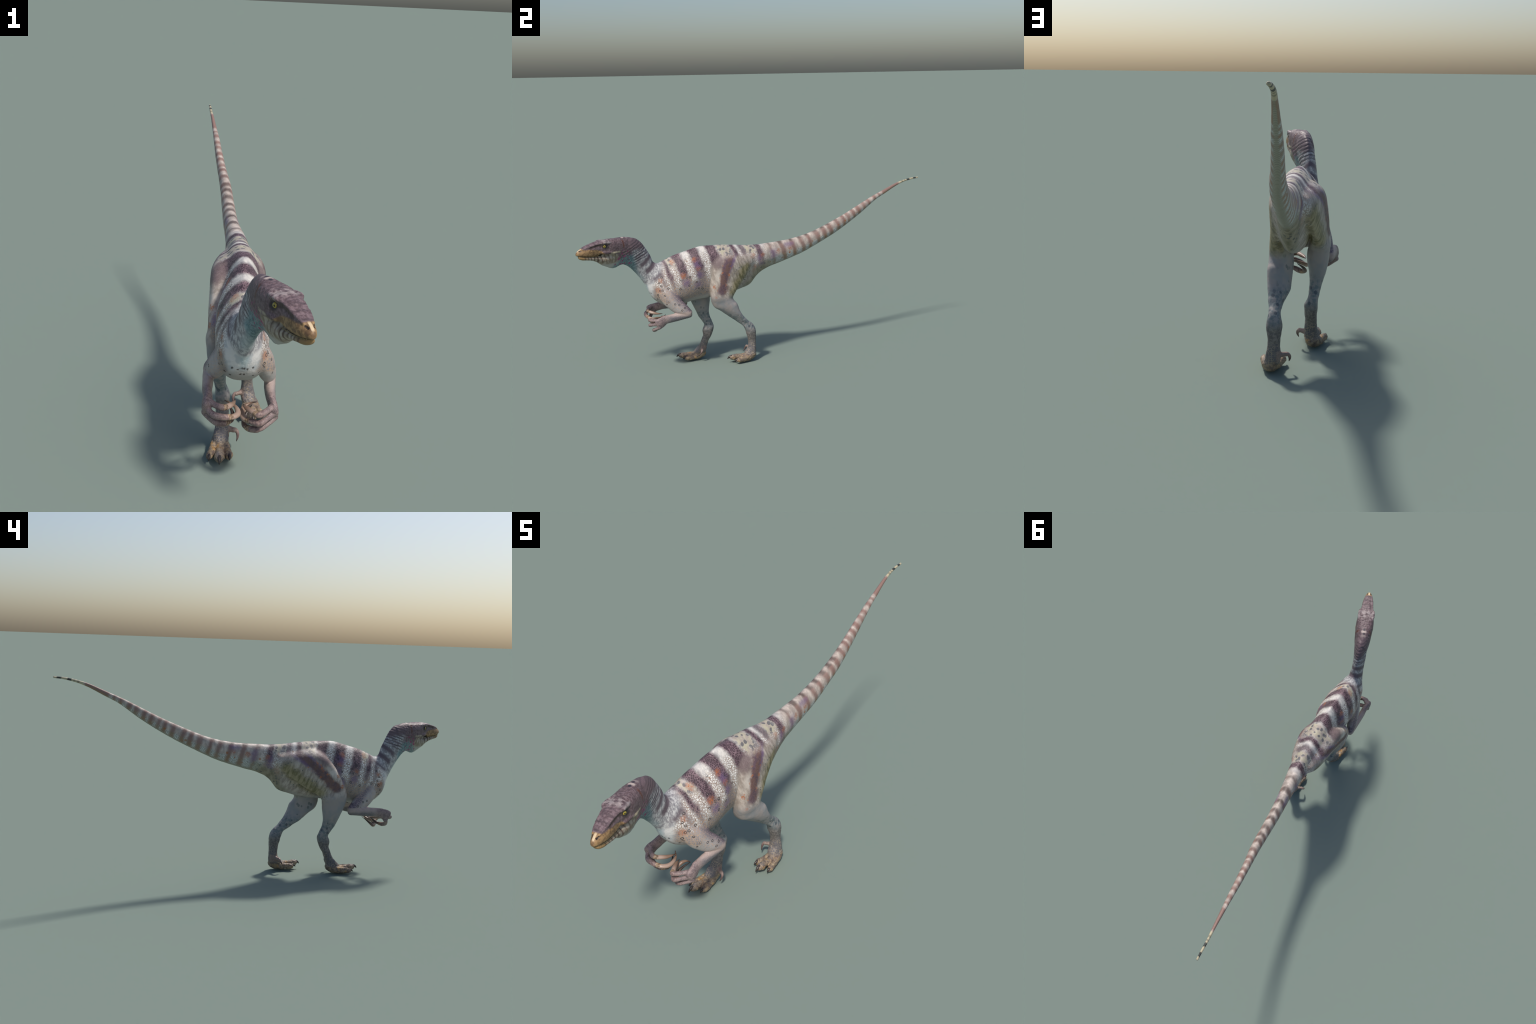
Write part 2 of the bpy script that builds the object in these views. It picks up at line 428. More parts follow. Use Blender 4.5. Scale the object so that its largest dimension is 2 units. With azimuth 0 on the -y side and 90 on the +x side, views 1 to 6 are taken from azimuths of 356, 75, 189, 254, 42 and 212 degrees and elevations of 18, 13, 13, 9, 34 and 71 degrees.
def relief(co, faces):
    """Eye sockets, neck folds, a pebbled crown, knobbly feet and a slight unevenness all over."""
    F = np.array([f if len(f) == 4 else (*f, f[-1]) for f in faces])
    n = np.zeros_like(co)
    fn = np.cross(co[F[:, 2]] - co[F[:, 0]], co[F[:, 3]] - co[F[:, 1]])
    for j in range(4):
        for a in range(3):
            n[:, a] += np.bincount(F[:, j], fn[:, a], len(co))
    n = unit(n)
    x, y, z = co.T

    def ramp(v, a, b):
        q = np.clip((v - a) / (b - a), 0, 1)
        return q * q * (3 - 2 * q)

    from mathutils import noise
    grain = lambda f, oct_: np.array([noise.fractal((p[0] * f, p[1] * f, p[2] * f), 1.0, 2.0, oct_) for p in co.tolist()])
    coarse, finer = grain(38.0, 2), grain(120.0, 2)
    along = (co - V(-.02, -.605, .53)) @ V(.214, -.590, .777)
    back = (co - V(-.02, -.605, .53)) @ V(0, .797, .604)
    neck = ramp(along, .085, .125) * ramp(along, .255, .205) * ramp(y, -.56, -.60) * ramp(back, -.075, -.05)
    fold = np.abs(np.sin((along + back * .35 + coarse * .004) * 210)) ** .6 - .6
    t = (co - SNOUT) @ HEAD_BACK
    u = (co - SNOUT) @ HEAD_SIDE
    headed = ramp(y, -.72, -.76) * ramp(z, .56, .58)
    crown = headed * ramp(z, .715, .735)
    jaw = headed * ramp(z, .676, .670) * ramp(t, .05, .08) * ramp(t, .24, .20)
    pleat = np.abs(np.sin((t + coarse * .003) * 170)) ** .7 - .6
    feet = ramp(z, .12, .04) * ramp(y, .05, .0)
    shank = ramp(z, .30, .20) * ramp(z, .04, .10)
    h = coarse * .0006 + finer * .00025
    h = h + neck * fold * .0016 + crown * (finer * .0009 + coarse * .0006) + jaw * pleat * .0011
    h = h + feet * (finer * .0012 + coarse * .0010) + shank * coarse * .0010
    thin = ramp(y, .95, .45)
    co = co + n * (h * np.where(y > 0, .25 + .75 * thin, 1))[:, None]
    for s in (-1, 1):
        d = np.hypot((t - .1470) / 1.25, z - .7205)
        socket = np.exp(-(d / .0085) ** 2) * (u * s > .015) * headed
        co = co - (socket * .0042)[:, None] * HEAD_SIDE * s
        cheek = np.exp(-(((t - .112) / .020) ** 2 + ((z - .700) / .010) ** 2)) * (u * s > .01) * headed
        co = co - (cheek * .0020)[:, None] * HEAD_SIDE * s
    co[:, 2] = np.where(co[:, 2] < .004, .004 + (co[:, 2] - .004) * .55, co[:, 2])     # soles press flat
    return co


def region_of(hide, pts):
    """Name of the part each point belongs to."""
    names = sorted({m[0] for m in hide.marks})
    best = np.full(len(pts), 1e9)
    label = np.zeros(len(pts), int)
    for i, n in enumerate(names):
        C = np.array([m[1] for m in hide.marks if m[0] == n])
        Rr = np.array([m[2] for m in hide.marks if m[0] == n])
        for c, r in zip(C, Rr):
            d = np.linalg.norm(pts - c, axis=1) / r
            b = d < best
            best[b] = d[b]
            label[b] = i
    lab = np.array(names, dtype=object)[label]
    x, y, z = pts.T
    # the trunk keeps what lies near the midline; limbs leave it at an oblique plane
    off = np.abs(x - mid_x(y))
    thigh_top = np.array([n.startswith("leg") for n in lab]) & ((best > 1.35) | (off < .030) & (z > .41) | (z > .60))
    arm_top = np.array([n.startswith("arm") for n in lab]) & (((y < -.532) & (z > .352)) | (z > .425) | ((off < .055) & (z > .335)))
    core = thigh_top | arm_top | (y > -.02) | (best > 1.9) | ((z > .44) & (y < -.56)) | ((z > .42) & (off < .03))
    lab[core] = "torso"
    t = lab == "torso"
    lab[t & (y > .0)] = "tail"
    along = (y + .605) * -.55 + (z - .575) * .83      # distance up the neck from its base
    lab[t & (y < -.56) & (along > -.02)] = "neck"
    headward = (pts - head_point(.285, 0, .68)) @ np.array([.30, -.80, .25])
    lab[(y < -.66) & (z > .56) & (headward > 0)] = "head"
    return lab


GROUPS = []


def split_hide(root, hide, co, faces, materials):
    F = np.array([f if len(f) == 4 else (*f, f[-1]) for f in faces])
    mid = co[F].mean(1)
    lab = region_of(hide, mid)
    n = np.zeros_like(co)
    fn = np.cross(co[F[:, 2]] - co[F[:, 0]], co[F[:, 3]] - co[F[:, 1]])
    for j in range(4):
        for a in range(3):
            n[:, a] += np.bincount(F[:, j], fn[:, a], len(co))
    n = unit(n)
    parts = {}
    for name in sorted(set(lab)):
        sel = np.nonzero(lab == name)[0]
        used = np.unique(F[sel])
        remap = np.full(len(co), -1)
        remap[used] = np.arange(len(used))
        kind = name.split(".")[0]
        me = bpy.data.meshes.new(kind)
        me.from_pydata(co[used].tolist(), [], [tuple(remap[list(dict.fromkeys(F[i].tolist()))].tolist()) for i in sel])
        me.polygons.foreach_set("use_smooth", [True] * len(me.polygons))
        me.normals_split_custom_set_from_vertices([tuple(v) for v in n[used]])
        if kind == "torso":
            # the same hide, written out three times so that each stays a small node tree
            for m in ("torso_front", "torso_flank", "torso_hip"):
                me.materials.append(materials[m])
            ty = mid[sel][:, 1]
            me.polygons.foreach_set("material_index", np.where(ty < -.535, 0, np.where(ty < -.375, 1, 2)).astype(np.int32))
        else:
            me.materials.append(materials[kind])
        ob = bpy.data.objects.new(kind, me)
        bpy.context.scene.collection.objects.link(ob)
        parts[name] = ob
    for name, ob in parts.items():
        kind = name.split(".")
        up = root
        if kind[0] == "toe":
            up = parts["foot." + kind[1]]
        if kind[0] == "finger":
            up = parts["hand." + kind[1]]
        ob.parent = up
    return parts


# ------------------------------------------------------------------ claws, eyes, teeth
def solid(name, verts, faces, mat, parent):
    me = bpy.data.meshes.new(name)
    me.from_pydata([tuple(v) for v in verts], [], faces)
    me.polygons.foreach_set("use_smooth", [True] * len(me.polygons))
    me.materials.append(mat)
    ob = bpy.data.objects.new(name, me)
    bpy.context.scene.collection.objects.link(ob)
    ob.parent = parent
    return ob


def claw(line, mat, parent, flat=0.85):
    """Curved horn sheath; its own origin sits at the tip so colour can run along it."""
    R = smooth_rows(line, 6)
    C, rad = R[:, :3], R[:, 3]
    T = unit(np.gradient(C, axis=0))
    ref = unit(np.cross(C[-1] - C[0], C[len(C) // 2] - C[0]) + 1e-9)
    k, verts, faces = 14, [], []
    for c, t, r in zip(C, T, rad):
        a = unit(ref - (ref @ t) * t)
        b = np.cross(t, a)
        for j in range(k):
            th = 2 * math.pi * j / k
            verts.append(c + a * r * flat * math.cos(th) + b * r * math.sin(th))
    m = len(C)
    for i in range(m - 1):
        for j in range(k):
            q = (j + 1) % k
            faces.append((i * k + j, i * k + q, (i + 1) * k + q, (i + 1) * k + j))
    faces.append(tuple(range(k))[::-1])
    verts.append(C[-1] + T[-1] * rad[-1])
    for j in range(k):
        faces.append(((m - 1) * k + j, (m - 1) * k + (j + 1) % k, len(verts) - 1))
    tip = verts[-1].copy()
    ob = solid("claw", [v - tip for v in verts], faces, mat, parent)
    ob.location = tuple(tip)
    return ob


def ball(name, centre, radius, mat, parent, seg=24, rings=16, axis=None):
    ax = unit(np.asarray(axis, float))
    a = unit(np.cross(ax, V(0, 0, 1)))
    b = np.cross(ax, a)
    verts, faces = [ax * radius], []
    for i in range(1, rings):
        ph = math.pi * i / rings
        for j in range(seg):
            th = 2 * math.pi * j / seg
            verts.append(radius * (math.cos(ph) * ax + math.sin(ph) * (math.cos(th) * a + math.sin(th) * b)))
    verts.append(-ax * radius)
    for j in range(seg):
        faces.append((0, 1 + j, 1 + (j + 1) % seg))
    for i in range(rings - 2):
        p, q = 1 + i * seg, 1 + (i + 1) * seg
        for j in range(seg):
            faces.append((p + j, q + j, q + (j + 1) % seg, p + (j + 1) % seg))
    p = 1 + (rings - 2) * seg
    for j in range(seg):
        faces.append((p + j, len(verts) - 1, p + (j + 1) % seg))
    ob = solid(name, verts, faces, mat, parent)
    ob.location = tuple(centre)
    return ob


def teeth(mat, parent):
    """Short pointed teeth along both edges of the mouth, joined as one row per jaw side."""
    rng = random.Random(3)
    for s in (-1, 1):
        verts, faces = [], []
        for i in range(24):
            t = .016 + .098 * i / 23
            w = np.interp(t, [.012, .028, .048, .072, .10, .122], [.0125, .0185, .0230, .0258, .0268, .029])
            z = np.interp(t, [.012, .028, .048, .072, .10, .122], [.683, .680, .677, .6742, .6728, .6740])
            o = head_point(t, s * (w - .0022), z + .001)
            h, r = rng.uniform(.0035, .0055), .0014
            base = len(verts)
            for j in range(6):
                th = 2 * math.pi * j / 6
                verts.append(o + HEAD_BACK * r * math.cos(th) + HEAD_SIDE * r * .8 * math.sin(th))
            verts.append(o + V(0, 0, -h) + HEAD_BACK * .001)
            for j in range(6):
                faces.append((base + j, base + (j + 1) % 6, base + 6))
            faces.append(tuple(base + j for j in range(6)))
        ob = solid("teeth", verts, faces, mat, parent)
        ob["kind"] = "stuff"
# ------------------------------------------------------------------ procedural colour
class S:
    """A shader value; arithmetic on it lays down Math nodes."""

    def __init__(self, g, sock):
        self.g, self.s = g, sock

    def _m(self, op, other=None, third=None, clamp=False):
        return self.g.math(op, self, other, third, clamp)

    def __add__(self, o): return self._m("ADD", o)
    def __radd__(self, o): return self._m("ADD", o)
    def __sub__(self, o): return self._m("SUBTRACT", o)
    def __rsub__(self, o): return self.g.math("SUBTRACT", o, self)
    def __mul__(self, o): return self._m("MULTIPLY", o)
    def __rmul__(self, o): return self._m("MULTIPLY", o)
    def __truediv__(self, o): return self._m("DIVIDE", o)
    def __neg__(self): return self._m("MULTIPLY", -1.0)
    def abs(self): return self._m("ABSOLUTE")
    def min(self, o): return self._m("MINIMUM", o)
    def max(self, o): return self._m("MAXIMUM", o)
    def inv(self): return 1.0 - self


class Graph:
    def __init__(self, name):
        self.mat = bpy.data.materials.new(name)
        self.mat.use_nodes = True
        self.t = self.mat.node_tree
        self.bsdf = self.t.nodes["Principled BSDF"]

    def put(self, sock, v):
        if isinstance(v, S):
            self.t.links.new(v.s, sock)
        elif isinstance(v, (tuple, list)):
            sock.default_value = (*v, 1) if len(v) == 3 and sock.type == "RGBA" else v
        elif v is not None:
            sock.default_value = v

    def new(self, kind, **kw):
        n = self.t.nodes.new(kind)
        for k, v in kw.items():
            setattr(n, k, v)
        return n

    def math(self, op, a, b=None, c=None, clamp=False):
        n = self.new("ShaderNodeMath", operation=op, use_clamp=clamp)
        self.put(n.inputs[0], a)
        if b is not None:
            self.put(n.inputs[1], b)
        if c is not None:
            self.put(n.inputs[2], c)
        return S(self, n.outputs[0])

    def ss(self, x, a, b):
        """0 below a, 1 above b (or the reverse when a > b), smooth between."""
        n = self.new("ShaderNodeMapRange", interpolation_type="SMOOTHSTEP")
        lo, hi, p, q = (a, b, 0.0, 1.0) if a < b else (b, a, 1.0, 0.0)
        for i, v in enumerate((x, lo, hi, p, q)):
            self.put(n.inputs[i], v)
        return S(self, n.outputs[0])

    def mix(self, f, a, b):
        n = self.new("ShaderNodeMix", data_type="RGBA")
        self.put(n.inputs[0], f)
        self.put(n.inputs[6], a)
        self.put(n.inputs[7], b)
        return S(self, n.outputs[2])

    def fmix(self, f, a, b):
        n = self.new("ShaderNodeMix", data_type="FLOAT")
        self.put(n.inputs[0], f)
        self.put(n.inputs[2], a)
        self.put(n.inputs[3], b)
        return S(self, n.outputs[0])

    def vec(self, x=0.0, y=0.0, z=0.0):
        n = self.new("ShaderNodeCombineXYZ")
        for i, v in enumerate((x, y, z)):
            self.put(n.inputs[i], v)
        return S(self, n.outputs[0])

    def vop(self, op, a, b=None, scale=None):
        n = self.new("ShaderNodeVectorMath", operation=op)
        self.put(n.inputs[0], a)
        if b is not None:
            self.put(n.inputs[1], b)
        if scale is not None:
            self.put(n.inputs[3], scale)
        return S(self, n.outputs["Value" if op in ("DOT_PRODUCT", "DISTANCE", "LENGTH") else "Vector"])

    def noise(self, v, scale, detail=2.0, rough=.5, dist=0.0):
        n = self.new("ShaderNodeTexNoise")
        self.put(n.inputs["Vector"], v)
        n.inputs["Scale"].default_value = scale
        n.inputs["Detail"].default_value = detail
        n.inputs["Roughness"].default_value = rough
        n.inputs["Distortion"].default_value = dist
        return S(self, n.outputs[0])

    def voronoi(self, v, scale, feature="F1", rand=1.0):
        n = self.new("ShaderNodeTexVoronoi", feature=feature)
        self.put(n.inputs["Vector"], v)
        n.inputs["Scale"].default_value = scale
        n.inputs["Randomness"].default_value = rand
        return S(self, n.outputs["Distance"])

    def curve(self, x, pts, lo, hi):
        """Piecewise curve of x in [lo, hi]; values must lie in 0..1."""
        n = self.new("ShaderNodeFloatCurve")
        c = n.mapping.curves[0]
        while len(c.points) < len(pts):
            c.points.new(.5, .5)
        for p, (a, b) in zip(c.points, sorted(pts)):
            p.location = ((a - lo) / (hi - lo), b)
            p.handle_type = "AUTO_CLAMPED"
        n.mapping.update()
        self.put(n.inputs["Value"], (x - lo) / (hi - lo))
        return S(self, n.outputs[0])

    def bands(self, x, rows, lo, hi, soft):
        """Rows of (start, end, strength): a ramp that is 0 between bands."""
        out = None
        for k in range(0, len(rows), 7):
            part = rows[k:k + 7]
            n = self.new("ShaderNodeValToRGB")
            stops = []
            for a, b, v in part:
                stops += [(a - soft, 0), (a + soft, v), (b - soft, v), (b + soft, 0)]
            el = n.color_ramp.elements
            while len(el) < len(stops):
                el.new(.5)
            last = -1
            for e, (p, v) in zip(el, stops):
                p = max((p - lo) / (hi - lo), last + 1e-4)
                last = p
                e.position = min(max(p, 0), 1)
                e.color = (v, v, v, 1)
            self.put(n.inputs[0], (x - lo) / (hi - lo))
            r = S(self, n.outputs[0])
            out = r if out is None else out.max(r)
        return out

    def nearest(self, v, pts):
        """Distance from v to the nearest of the points."""
        out = None
        for p in pts:
            d = self.vop("DISTANCE", v, p)
            out = d if out is None else out.min(d)
        return out

    def along(self, v, pts):
        """Distance from v to a polyline."""
        out = None
        for a, b in zip(pts[:-1], pts[1:]):
            a, b = np.array(a, float), np.array(b, float)
            ab = b - a
            pa = self.vop("SUBTRACT", v, tuple(a))
            h = self.math("DIVIDE", self.vop("DOT_PRODUCT", pa, tuple(ab)), float(ab @ ab), clamp=True)
            d = self.vop("DISTANCE", pa, self.vop("SCALE", tuple(ab), scale=h))
            out = d if out is None else out.min(d)
        return out


# colours, linear base colour
WHITE, CREAM = (.76, .725, .69), (.72, .68, .50)
CRACK, SOOT, VEIN = (.27, .180, .135), (.052, .031, .039), (.250, .165, .185)
UMBER, TAN, ORANGE, PURPLE = (.265, .160, .135), (.50, .415, .345), (.39, .130, .052), (.165, .100, .215)
BELLY, CHEST, SLATE, OLIVE = (.36, .328, .300), (.60, .58, .56), (.085, .095, .100), (.250, .215, .105)

DARK_BANDS = [(-.600, -.582, .8), (-.564, -.538, 1), (-.509, -.460, 1), (-.421, -.368, 1), (-.326, -.268, 1), (-.190, -.162, 1), (-.140, -.108, .8), (-.049, -.012, 1)]
TAIL_BANDS = [(.025, .047, .75), (.086, .121, .95), (.154, .183, 1), (.209, .238, .9), (.253, .281, 1), (.304, .336, .9), (.347, .378, 1), (.384, .415, 1), (.434, .464, .95),
              (.474, .502, 1), (.503, .532, .85), (.540, .568, 1), (.573, .602, 1), (.612, .640, .9), (.645, .671, 1), (.686, .709, 1), (.718, .738, 1), (.746, .866, 1)]
TIP_BANDS = [(.884, .894, .5), (.903, .909, .6), (.918, .936, 1), (.962, .980, 1), (.994, 1.02, .7)]
SPOTTED = [(-.536, -.513, 1), (-.262, -.192, 1), (-.107, -.050, 1), (.046, .086, .9)]
RINGS = [(-.431, .605), (-.361, .580), (-.457, .548), (-.417, .514), (-.435, .511), (-.376, .520), (-.464, .497), (-.329, .529), (-.422, .468), (-.380, .484), (-.534, .459),
         (-.471, .451), (-.368, .445), (-.349, .441), (-.565, .519), (-.580, .489), (-.571, .472), (-.564, .450), (-.577, .447), (-.555, .423), (-.589, .424), (-.536, .391), (-.506, .376)]
FLANK_ORANGE = [(-.507, .596), (-.452, .521), (-.385, .598), (-.369, .556), (-.562, .592), (-.575, .500), (-.585, .452), (-.483, .386), (-.060, .594), (-.002, .592), (-.048, .535), (-.055, .515), (.096, .604), (.168, .618)]
FLANK_PURPLE = [(-.372, .575), (-.360, .520), (-.372, .470), (-.440, .480), (-.020, .576), (-.012, .545), (.071, .585), (.064, .605), (.150, .645), (.166, .640)]


def trunk_profile():
    T = [r for r in TRUNK if r[0] > -.60]
    ys = np.linspace(-.60, 1.0, 30)
    zd = np.interp(ys, [r[0] for r in T], [r[1] for r in T])
    zv = np.interp(ys, [r[2] for r in TRUNK], [r[3] for r in TRUNK])
    return ys, zd, zd - zv


def hide_material(name, head=False, neck=False, trunk=False, leg=False, arm=False, foot=False, hand=False):
    g = Graph(name)
    co = g.new("ShaderNodeTexCoord")
    P = S(g, co.outputs["Object"])
    sp = g.new("ShaderNodeSeparateXYZ")
    g.put(sp.inputs[0], P)
    x, y, z = (S(g, sp.outputs[i]) for i in range(3))
    ss, mix = g.ss, g.mix
    xc = g.curve(y, [(a, b + .5) for a, b in zip(MID_Y, MID_X)], -1, 1) - .5
    off = x - xc
    u = off.abs()
    left = ss(off, -.002, .002)
    YZ = g.vec(0, y, z)
    nx = S(g, g.new("ShaderNodeNewGeometry").outputs["Normal"])
    flankwise = ss(g.vop("DOT_PRODUCT", nx, (1, 0, 0)).abs(), .30, .55)    # marks on the flanks stop where the hide turns forward
    # irregularity shared by all masks
    wob = g.noise(P, 30, 3, .6) - .5
    fine = g.noise(P, 160, 3, .6) - .5
    Pw = g.vop("ADD", P, g.vec(wob * .012, wob * -.010, wob * .008))
    cells = g.voronoi(g.vop("MULTIPLY", Pw, (1, 1.12, .92)), 118, "DISTANCE_TO_EDGE")   # polygon scales of the flank
    small = g.voronoi(P, 300, "DISTANCE_TO_EDGE")          # pebble scales elsewhere
    crack = ss(cells, .115, .035)
    net = ss(small, .16, .05)
    col = None
    bump_h = cells.min(.25) * 1.0

    if trunk:
        ys, zds, ths = trunk_profile()
        zd = g.curve(y, list(zip(ys, zds)), -.6, 1)
        th = g.curve(y, list(zip(ys, ths)), -.6, 1)
        d = zd - z
        dn = d / th.max(.008)
        rear = ss(y, -.02, .06)
        yd = y - d * g.fmix(rear, .21, .30) - u * g.fmix(rear, .22, .30) + wob * g.fmix(rear, .026, .018) + fine * g.fmix(rear, .010, .007)
        dark = g.bands(yd, DARK_BANDS, -.62, .02, .0085)
        tail = g.bands(yd, [(a + .0035, b - .0035, v) for a, b, v in TAIL_BANDS], 0.0, 1.0, .0062)
        spot = g.bands(yd, SPOTTED, -.62, .1, .007)
        low = ss(dn + wob * .25, .26, .58)                  # where the flank pattern gives out
        # torso: cracked white between sooty bands netted with paler lines
        milk = g.noise(g.vec(x, y * 1.4, z * .8), 36, 3, .6)
        white = mix(ss(cells, .10, .26) * ss(dn, .05, .16), mix(ss(milk, .35, .65), (.46, .435, .42), (.66, .62, .57)), WHITE)
        white = mix(crack * ss(dn, .05, .17) * .92, white, CRACK)
        soot = mix((crack * .85 + net * .25) * ss(milk, .25, .6), SOOT, VEIN)
        soot = mix(ss(dn + wob * .3, .30, .60), soot, mix(crack, (.235, .200, .205), (.42, .30, .22)))
        torso = mix(dark, white, soot)
        # lower flank: greyish tan with a net of pale rust lines
        flank = mix(crack * .85, mix(ss(milk, .35, .65), (.205, .190, .200), (.30, .255, .230)), (.44, .300, .205))
        torso = mix(ss(dn + wob * .22 - dark * .16, .50, .66), torso, flank)
        # pale, grey spotted saddle patches
        blot = ss(g.voronoi(g.vop("ADD", P, g.vec(wob * .02, wob * -.02, 0)), 50) - wob * .25, .46, .36)
        patch = mix(blot, mix(ss(milk, .38, .62), (.47, .425, .315), (.37, .310, .275)), (.150, .143, .145))
        torso = mix(spot * ss(dn + wob * .3, .27, .12), torso, patch)
        # tail: pale buff above with umber bands, grey scutes below
        buff = mix(ss(milk, .35, .65), (.36, .300, .265), (.54, .460, .405))
        umber = mix(ss(dn, .14, .04) * ss(y, .55, .35) * .75 + net * .2, UMBER, (.105, .085, .075))
        tcol = mix(tail, buff, umber)
        rows = g.new("ShaderNodeTexWave", wave_type="BANDS", bands_direction="Y")
        g.put(rows.inputs["Vector"], g.vec(0, y - d * .40, 0))
        rows.inputs["Scale"].default_value = 42.0
        rows.inputs["Distortion"].default_value = 0.4
        row = S(g, rows.outputs["Fac"])
        scute = mix(tail, mix(crack * .75, (.55, .57, .55), (.20, .19, .165)), mix(g.noise(P, 30), (.20, .175, .14), (.36, .175, .085)))
        scute = mix(row * .35, scute, (.17, .16, .135))
        tcol = mix(ss(dn + wob * .35, .50, .66), tcol, scute)
        tcol = mix(ss(dn, .86, .97), tcol, mix(row * .8, (.33, .315, .25), (.20, .195, .165)))
        tcol = mix(ss(g.voronoi(P, 33), .24, .16) * ss(dn, .38, .5) * ss(dn, .85, .7) * ss(y, .66, .55) * .85, tcol, (.32, .125, .05))
        tcol = mix(ss(y, .862, .872), tcol, mix(g.bands(yd, TIP_BANDS, .8, 1.05, .002), (.46, .40, .27), (.040, .042, .038)))
        col = mix(ss(y - d * .2 + wob * .02, -.015, .030), torso, tcol)
        # orange, purple, inked rings: the same on both flanks
        near = g.nearest(YZ, [(0, a, b) for a, b in FLANK_ORANGE])
        dots = ss(g.noise(P, 170, 2), .42, .56)
        col = mix(ss(near + wob * .034, .020, .004) * (dots * .6 + .3) * flankwise * (crack * .5).inv() * ss(u, .012, .022), col, ORANGE)
        near = g.nearest(YZ, [(0, a, b) for a, b in FLANK_PURPLE])
        col = mix(ss(near + wob * .035, .034, .004) * .62 * ss(u, .012, .022) * (crack * .35).inv(), col, PURPLE)
        # breast and belly
        front = ss(z * .20 - y * .85 + u * -1.1 + wob * .03, .535, .575) * ss(z + wob * .03, .545, .500)
        breast = mix(ss(g.noise(g.vec(u * 1.4, y, z), 30, 1), .46, .60) * .6, CHEST, (.34, .375, .40))
        breast = mix(ss(u, .020, .006) * ss(z, .40, .46) * .5, breast, (.30, .42, .44))
        breast = mix(crack * .5 * ss(z, .41, .36) * ss(u, .03, .06), breast, (.55, .38, .28))
        col = mix(front * ss(y, -.50, -.54), col, breast)
        col = mix(ss(dn + wob * .1, .84, .95) * ss(y, -.03, -.10), col, mix(g.noise(P, 40, 2), BELLY, (.44, .42, .40)))
        ring = (g.nearest(YZ, [(0, a, b) for a, b in RINGS]) - .0040 + wob * .007 + fine * .0035).abs()
        col = mix(ss(ring, .0023, .0008) * flankwise * ss(u, .030, .045) * ss(fine, -.22, -.05) * .88, col, (.034, .030, .033))
        pip = ss(g.voronoi(g.vec(u, y, z), 30) - fine * .25, .17, .09) * ss(dn, .55, .62) * ss(y, -.35, -.42)
        col = mix(pip * .8 * front.inv(), col, (.05, .035, .032))
        mole = g.nearest(g.vec(u, 0, z), [(a, 0, b) for a, b in ((.003, .428), (.014, .424), (.030, .427), (.005, .404), (.066, .412), (.050, .398), (.034, .394))])
        col = mix(ss(mole + fine * .012 + wob * .006, .0048, .0020) * ss(y, -.50, -.53) * .85, col, (.05, .034, .030))
        # small rusty mark behind the neck
        col = mix(ss(g.nearest(YZ, [(0, -.583, .566)]) + wob * .01, .016, .006) * ss(u, .012, .02), col, (.19, .090, .045))
        # vent
        col = mix(ss(g.vop("DISTANCE", P, (-.016, -.040, .452)) + fine * .01, .016, .008), col, (.028, .034, .022))
        olive_base = ss(dn + wob * .25, .50, .74) * ss(y, .12, .02) * ss(y, -.16, -.08)
        col = mix(olive_base * .8, col, mix(ss(g.voronoi(P, 55) + fine * .2, .34, .22), mix(ss(milk, .36, .64), (.185, .165, .098), (.31, .275, .195)), (.085, .090, .075)))

    if leg:
        # front edge of each thigh as height rises, and the dark band down its outer face
        fL = g.curve(z, [(.30, .69), (.38, .692), (.43, .693), (.497, .697), (.567, .708), (.62, .756), (.66, .80)], .25, .70) - 1.0
        fR = g.curve(z, [(.30, .60), (.38, .590), (.415, .601), (.455, .622), (.53, .652), (.60, .705), (.645, .758), (.66, .78)], .25, .70) - 1.0
        if not trunk:
            d = g.curve(y, list(zip(*trunk_profile()[:2])), -.6, 1) - z
        y0 = g.fmix(left, fR, fL)
        ahead = y - y0
        thigh = ss(ahead, -.010, .006) * ss(d + wob * .03, .030, .070) * ss(y + (.62 - z) * .15, -.01, -.075) * ss(y, -.42, -.408)
        inner = ss(u, .018, .034)
        thigh = thigh * ss(z, .43, .36).max(inner)
        band = g.fmix(left, g.along(YZ, [(0, -.110, .645), (0, -.191, .579), (0, -.243, .535), (0, -.290, .490), (0, -.338, .448)]),
                      g.along(YZ, [(0, -.172, .640), (0, -.203, .573), (0, -.221, .521), (0, -.233, .469), (0, -.243, .418)]))
        rearward = g.fmix(left, g.along(YZ, [(0, -.090, .540), (0, -.170, .475), (0, -.262, .418)]), g.along(YZ, [(0, -.110, .535), (0, -.140, .480), (0, -.182, .400)]))
        streak = g.noise(g.vec(x * 1.6, y * 1.9 + z * .7, z * .55 - y * .3), 34, 4, .6)
        t1 = mix(ss(streak, .34, .70), (.28, .232, .197), (.53, .460, .400))
        t1 = mix(net * .28, t1, (.27, .21, .17))
        hipdark = g.vop("DISTANCE", YZ, g.vec(0, g.fmix(left, -.280, -.262), g.fmix(left, .592, .585)))
        t1 = mix(ss(hipdark + wob * .06, .062, .018) * .9, t1, mix(net * .6, (.118, .080, .085), (.26, .19, .19)))
        t1 = mix(ss(g.vop("DISTANCE", YZ, g.vec(0, g.fmix(left, -.318, -.245), g.fmix(left, .515, .505))) + wob * .06, .045, .010) * .6, t1, (.68, .61, .55))
        mark = ss(g.voronoi(g.vec(x, y * 1.2 + z * .5, z * .75), 75), .26, .16)
        t1 = mix(mark * ss(rearward, .060, .035) * ss(rearward, .006, .02) * .9, t1, (.115, .135, .130))
        t1 = mix(ss(rearward + wob * .05, .048, .008) * ss(band, .030, .045), t1, mix(ss(streak, .36, .64), (.150, .130, .062), (.33, .275, .165)))
        t1 = mix(mark * ss((rearward - .030).abs() + wob * .02, .020, .008) * ss(band, .034, .044) * .85, t1, (.080, .095, .090))
        bandcol = mix(net * .5, mix(ss(g.noise(P, 34, 2), .40, .60), (.078, .046, .055), (.135, .070, .050)), VEIN)
        t1 = mix(ss(band + wob * .040, .033, .014), t1, bandcol)
